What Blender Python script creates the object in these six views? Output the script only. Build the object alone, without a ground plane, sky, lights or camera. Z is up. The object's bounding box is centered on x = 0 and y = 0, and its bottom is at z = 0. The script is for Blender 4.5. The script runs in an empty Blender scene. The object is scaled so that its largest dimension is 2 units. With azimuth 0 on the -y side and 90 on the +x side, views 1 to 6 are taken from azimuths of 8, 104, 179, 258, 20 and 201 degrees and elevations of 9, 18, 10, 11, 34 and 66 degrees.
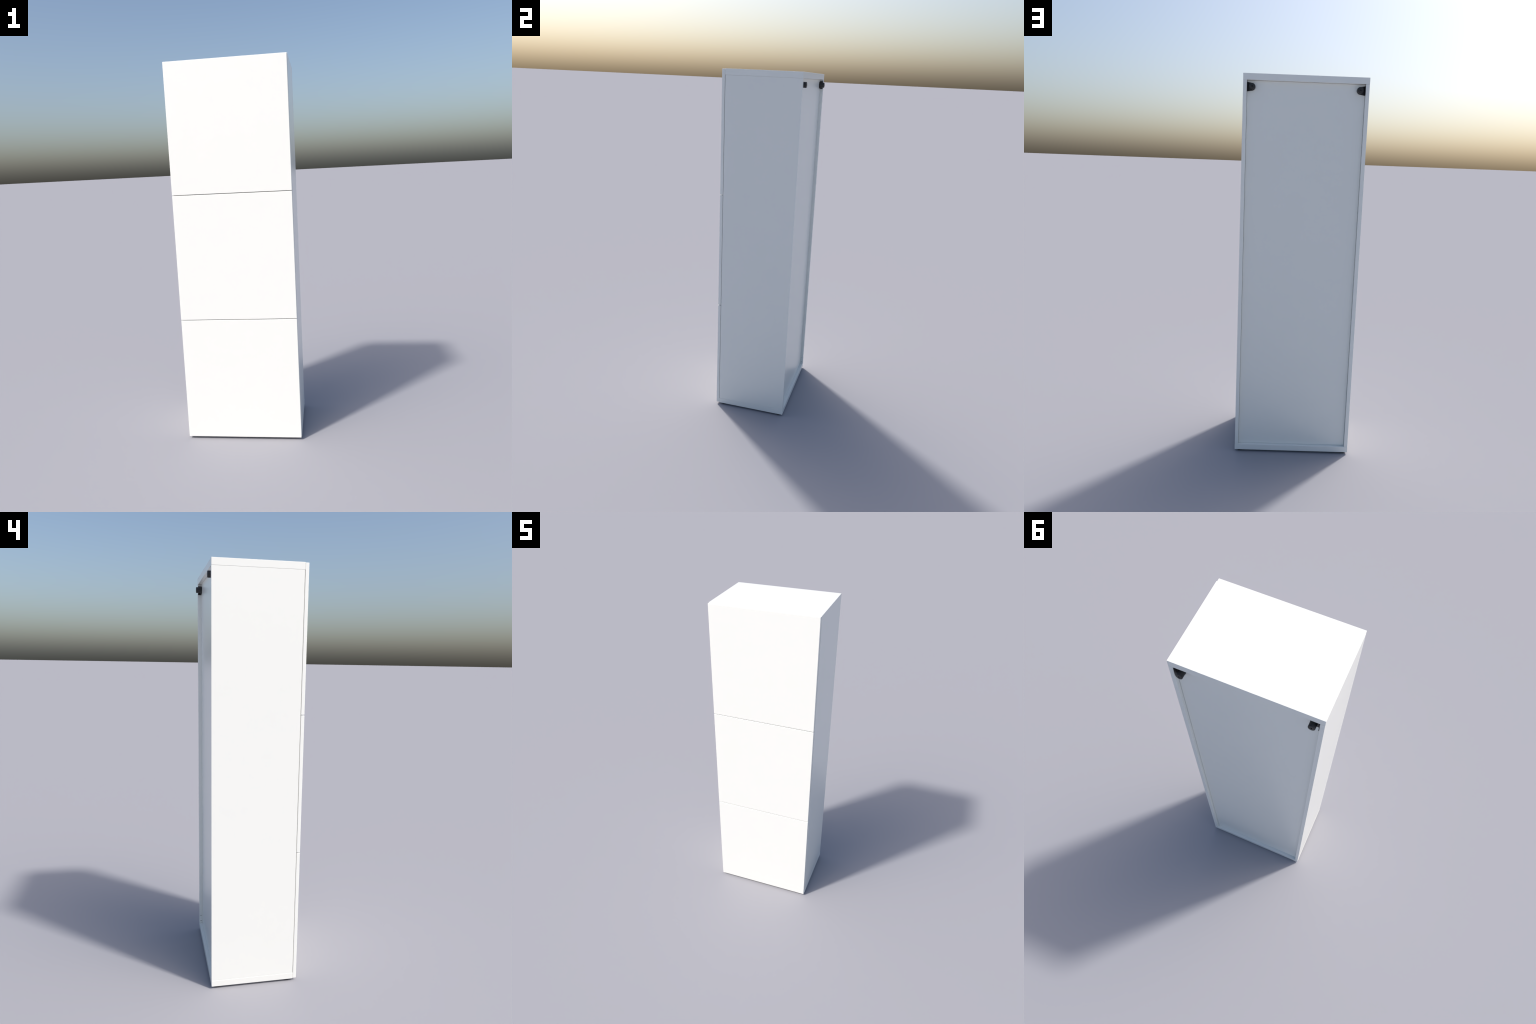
"""Tall white storage cabinet: board carcass, three plain doors, recessed back
panel, two black wall-fixing brackets at the back and four low dark feet."""
import bpy, bmesh, math
from mathutils import Matrix, Vector

# ------------------------------------------------------------------ sizes (m)
HALF_W = 0.3110          # top / base board half width
SIDE_OUT = 0.3105        # outer face of the side panels (a hair shy of the boards)
SIDE_IN = 0.2920         # inner face of the side panels
BACK_Y = 0.2080          # rear edge of the carcass
BOARD_FRONT = -0.2025    # front edge of top and base board
SIDE_FRONT = -0.2010     # front edge of the side panels
DOOR_BACK, DOOR_FRONT = -0.2035, -0.2200
DOOR_HALF_W = 0.3092
TOP_Z = (1.9686, 2.0000)
BASE_Z = (0.0088, 0.0402)
SIDE_Z = (0.0405, 1.9683)
PANEL_Y = (0.1862, 0.1902)      # thin back panel, recessed from the rear edges
DOORS_Z = ((0.0106, 0.6717), (0.6748, 1.3350), (1.3381, 1.9984))
BRACKET_Z = 1.9375
HUB_X, HUB_R, HUB_END = 0.2652, 0.0147, 0.2200
HOLES_Z = (0.0545, 0.0880)
HOLES_Y = 0.1993


# ------------------------------------------------------------------ materials
def lacquer(name, colour, rough, grain=0.0, grain_scale=350.0, bump=0.0, tint=0.003):
    """Smooth factory finish: one colour, a breath of cloudiness, fine grain."""
    m = bpy.data.materials.new(name)
    m.use_nodes = True
    nt = m.node_tree
    nodes, links = nt.nodes, nt.links
    shader = nodes["Principled BSDF"]
    shader.inputs["Roughness"].default_value = rough
    coord = nodes.new("ShaderNodeTexCoord")
    cloud = nodes.new("ShaderNodeTexNoise")
    cloud.inputs["Scale"].default_value = 6.0
    cloud.inputs["Detail"].default_value = 3.0
    links.new(coord.outputs["Object"], cloud.inputs["Vector"])
    ramp = nodes.new("ShaderNodeValToRGB")
    lo = [max(c * (1 - tint), 0) for c in colour]
    hi = [min(c * (1 + tint), 1) for c in colour]
    ramp.color_ramp.elements[0].position = 0.3
    ramp.color_ramp.elements[0].color = (*lo, 1)
    ramp.color_ramp.elements[1].position = 0.7
    ramp.color_ramp.elements[1].color = (*hi, 1)
    links.new(cloud.outputs["Fac"], ramp.inputs["Fac"])
    colour_out = ramp.outputs["Color"]
    fine = nodes.new("ShaderNodeTexNoise")
    fine.inputs["Scale"].default_value = grain_scale
    fine.inputs["Detail"].default_value = 4.0
    links.new(coord.outputs["Object"], fine.inputs["Vector"])
    if grain > 0:
        shade = nodes.new("ShaderNodeMapRange")
        shade.inputs["To Min"].default_value = 1 - grain
        shade.inputs["To Max"].default_value = 1 + grain
        links.new(fine.outputs["Fac"], shade.inputs["Value"])
        mix = nodes.new("ShaderNodeVectorMath")
        mix.operation = "SCALE"
        links.new(colour_out, mix.inputs[0])
        links.new(shade.outputs["Result"], mix.inputs["Scale"])
        colour_out = mix.outputs["Vector"]
    links.new(colour_out, shader.inputs["Base Color"])
    if bump > 0:
        b = nodes.new("ShaderNodeBump")
        b.inputs["Strength"].default_value = bump
        b.inputs["Distance"].default_value = 0.0004
        links.new(fine.outputs["Fac"], b.inputs["Height"])
        links.new(b.outputs["Normal"], shader.inputs["Normal"])
    return m


WHITE = (0.844, 0.853, 0.814)
foil = lacquer("white_foil_board", WHITE, 0.25, grain=0.004, bump=0.02)
paint = lacquer("white_door_lacquer", (0.846, 0.855, 0.818), 0.25, bump=0.02)
fibre = lacquer("white_back_board", (0.845, 0.855, 0.812), 0.25, grain=0.004, bump=0.02)
plastic = lacquer("black_plastic", (0.016, 0.016, 0.017), 0.45, grain=0.06, grain_scale=900, bump=0.06, tint=0.05)
rubber = lacquer("dark_foot_plastic", (0.035, 0.033, 0.032), 0.6, grain=0.06, grain_scale=700, bump=0.05, tint=0.05)


# ------------------------------------------------------------------ helpers
def finish(bm, name, material, parent, origin=(0, 0, 0), smooth_angle=35, flat=False):
    bmesh.ops.recalc_face_normals(bm, faces=bm.faces)
    bmesh.ops.translate(bm, vec=-Vector(origin), verts=bm.verts)
    for f in bm.faces:
        f.smooth = not flat
    for e in bm.edges:
        e.smooth = not (len(e.link_faces) == 2 and e.calc_face_angle() > math.radians(smooth_angle))
    mesh = bpy.data.meshes.new(name)
    bm.to_mesh(mesh)
    bm.free()
    mesh.materials.append(material)
    ob = bpy.data.objects.new(name, mesh)
    bpy.context.scene.collection.objects.link(ob)
    attach(ob, parent, origin)
    return ob


def attach(ob, parent, origin):
    ob.parent = parent
    ob.location = Vector(origin) - (Vector(parent["seat"]) if parent and "seat" in parent else Vector())
    ob["seat"] = list(origin)


def box_bm(x, y, z, bevel=0.0005, segments=2):
    bm = bmesh.new()
    bmesh.ops.create_cube(bm, size=1.0)
    for v in bm.verts:
        v.co = Vector((x[0] if v.co.x < 0 else x[1],
                       y[0] if v.co.y < 0 else y[1],
                       z[0] if v.co.z < 0 else z[1]))
    if bevel:
        bmesh.ops.bevel(bm, geom=list(bm.edges), offset=bevel, segments=segments,
                        profile=0.5, affect="EDGES", clamp_overlap=True)
    return bm


def board(name, x, y, z, material, parent, bevel=0.0005, segments=2):
    centre = ((x[0] + x[1]) / 2, (y[0] + y[1]) / 2, z[0])
    return finish(box_bm(x, y, z, bevel, segments), name, material, parent, centre, flat=True)


def lathe_bm(profile, steps=40):
    """Solid of revolution about z from (radius, height) pairs, ends on the axis."""
    bm = bmesh.new()
    rings = []
    for r, h in profile:
        if r < 1e-9:
            rings.append([bm.verts.new((0, 0, h))])
        else:
            rings.append([bm.verts.new((r * math.cos(a), r * math.sin(a), h))
                          for a in (math.tau * i / steps for i in range(steps))])
    for a, b in zip(rings, rings[1:]):
        for i in range(steps):
            j = (i + 1) % steps
            if len(a) == 1:
                bm.faces.new((a[0], b[i], b[j]))
            elif len(b) == 1:
                bm.faces.new((a[i], a[j], b[0]))
            else:
                bm.faces.new((a[i], a[j], b[j], b[i]))
    return bm


def drill(ob, points, radius, depth):
    """Cut blind round holes along x into a panel (boolean, applied)."""
    bm = bmesh.new()
    for x, y, z in points:
        m = Matrix.Translation((x, y, z)) @ Matrix.Rotation(math.pi / 2, 4, "Y")
        bmesh.ops.create_cone(bm, cap_ends=True, segments=20, radius1=radius, radius2=radius,
                              depth=2 * depth, matrix=m)
    mesh = bpy.data.meshes.new("drill")
    bm.to_mesh(mesh)
    bm.free()
    bit = bpy.data.objects.new("drill", mesh)
    bit.location = ob.matrix_world.translation * 0
    bpy.context.scene.collection.objects.link(bit)
    mod = ob.modifiers.new("holes", "BOOLEAN")
    mod.operation, mod.object, mod.solver = "DIFFERENCE", bit, "EXACT"
    bpy.context.view_layer.update()
    cut = bpy.data.meshes.new_from_object(ob.evaluated_get(bpy.context.evaluated_depsgraph_get()))
    ob.modifiers.clear()
    old, ob.data = ob.data, cut
    cut.name = ob.name
    bpy.data.meshes.remove(old)
    bpy.data.objects.remove(bit)
    bpy.data.meshes.remove(mesh)


# ------------------------------------------------------------------ the thing
cabinet = bpy.data.objects.new("storage_cabinet", None)
bpy.context.scene.collection.objects.link(cabinet)
cabinet["label"] = "tall narrow white storage cabinet with three plain doors"
cabinet["category"] = "cabinet"
cabinet["seat"] = [0, 0, 0]

# carcass boards
board("top_panel", (-HALF_W, HALF_W), (BOARD_FRONT, BACK_Y), TOP_Z, foil, cabinet, bevel=0.0010, segments=3)
board("base_panel", (-HALF_W, HALF_W), (BOARD_FRONT, BACK_Y), BASE_Z, foil, cabinet, bevel=0.0014, segments=3)
sides = []
for s in (1, -1):
    x = sorted((s * SIDE_IN, s * SIDE_OUT))
    side = board("side_panel", x, (SIDE_FRONT, BACK_Y), SIDE_Z, foil, cabinet)
    bpy.context.view_layer.update()
    drill(side, [(s * SIDE_IN, HOLES_Y, z) for z in HOLES_Z], 0.0027, 0.011)
    sides.append(side)

# thin back panel, a hair short of the boards so a shadow line runs round it
board("back_panel", (-SIDE_IN + 0.0008, SIDE_IN - 0.0008), PANEL_Y,
      (BASE_Z[1] + 0.0006, TOP_Z[0] - 0.0006), fibre, cabinet, bevel=0.0004, segments=1)

# fixed shelves behind the door joints
for lower, upper in zip(DOORS_Z, DOORS_Z[1:]):
    mid = (lower[1] + upper[0]) / 2
    board("shelf", (-SIDE_IN + 0.0005, SIDE_IN - 0.0005), (BOARD_FRONT - 0.0004, PANEL_Y[0] - 0.001),
          (mid - 0.0154, mid + 0.0154), foil, cabinet, bevel=0.0006)

# doors: flat slabs with barely eased edges
for z in DOORS_Z:
    board("door", (-DOOR_HALF_W, DOOR_HALF_W), (DOOR_FRONT, DOOR_BACK), z, paint, cabinet,
          bevel=0.0016, segments=3)

# feet: low round glides just inside the four corners
foot_profile = [(0, 0), (0.0200, 0), (0.0212, 0.0012), (0.0212, 0.0040), (0.0190, 0.0056),
                (0.0190, BASE_Z[0] + 0.0004), (0, BASE_Z[0] + 0.0004)]
foot_mesh = None
for sx in (1, -1):
    for y in (-0.1745, 0.1800):
        if foot_mesh is None:
            foot = finish(lathe_bm(foot_profile), "foot", rubber, cabinet)
            foot_mesh = foot.data
        else:
            foot = bpy.data.objects.new("foot", foot_mesh)
            bpy.context.scene.collection.objects.link(foot)
        attach(foot, cabinet, (sx * 0.2840, y, 0))


# ------------------------------------------------------------------ wall brackets
def flange_bm(s):
    """D-shaped plate on the back panel: wide at the side panel, round nose inwards."""
    half, nose_r, wall = 0.0226, 0.0184, SIDE_IN - 0.0002
    nose_x = HUB_X + 0.0032
    length = wall - nose_x
    # tangent point of the sloping edge on the nose circle
    d = math.hypot(length, half)
    a = math.atan2(half, length) + math.acos(nose_r / d)
    outline = [(wall, -half)]
    n = 18
    for i in range(n + 1):
        t = -a - (math.tau - 2 * a) * i / n
        outline.append((nose_x + nose_r * math.cos(t), nose_r * math.sin(t)))
    outline.append((wall, half))
    y0, y1 = PANEL_Y[1] + 0.0001, PANEL_Y[1] + 0.0042
    bm = bmesh.new()
    lower = [bm.verts.new((s * x, y0, BRACKET_Z + z)) for x, z in outline]
    upper = [bm.verts.new((s * x, y1, BRACKET_Z + z)) for x, z in outline]
    k = len(outline)
    bm.faces.new(lower)
    rim = bm.faces.new(upper)
    for i in range(k):
        j = (i + 1) % k
        bm.faces.new((lower[i], lower[j], upper[j], upper[i]))
    bmesh.ops.bevel(bm, geom=list(rim.edges), offset=0.0007, segments=2, profile=0.5, affect="EDGES")
    return bm


for s in (1, -1):
    seat = (s * HUB_X, PANEL_Y[1], BRACKET_Z)
    bracket = finish(flange_bm(s), "wall_bracket", plastic, cabinet, seat)
    # upright plate screwed to the side panel
    x = sorted((s * (SIDE_IN - 0.0002), s * (SIDE_IN - 0.0030)))
    board("bracket_plate", x, (PANEL_Y[1] + 0.0006, BACK_Y - 0.0006),
          (BRACKET_Z - 0.0219, BRACKET_Z + 0.0219), plastic, bracket, bevel=0.0007)
    # round spacer standing off the back, with a screw hole in its face
    depth = HUB_END - PANEL_Y[1]
    hub = lathe_bm([(0, 0.0030), (HUB_R, 0.0030), (HUB_R, depth - 0.0022), (HUB_R - 0.0007, depth - 0.0007),
                    (HUB_R - 0.0022, depth), (0.0038, depth), (0.0030, depth - 0.0008),
                    (0.0022, depth - 0.0060), (0, depth - 0.0060)])
    bmesh.ops.transform(hub, matrix=Matrix.Translation(seat) @ Matrix.Rotation(-math.pi / 2, 4, "X"), verts=hub.verts)
    finish(hub, "spacer", plastic, bracket, seat)

for ob in bpy.data.objects:
    if "seat" in ob:
        del ob["seat"]
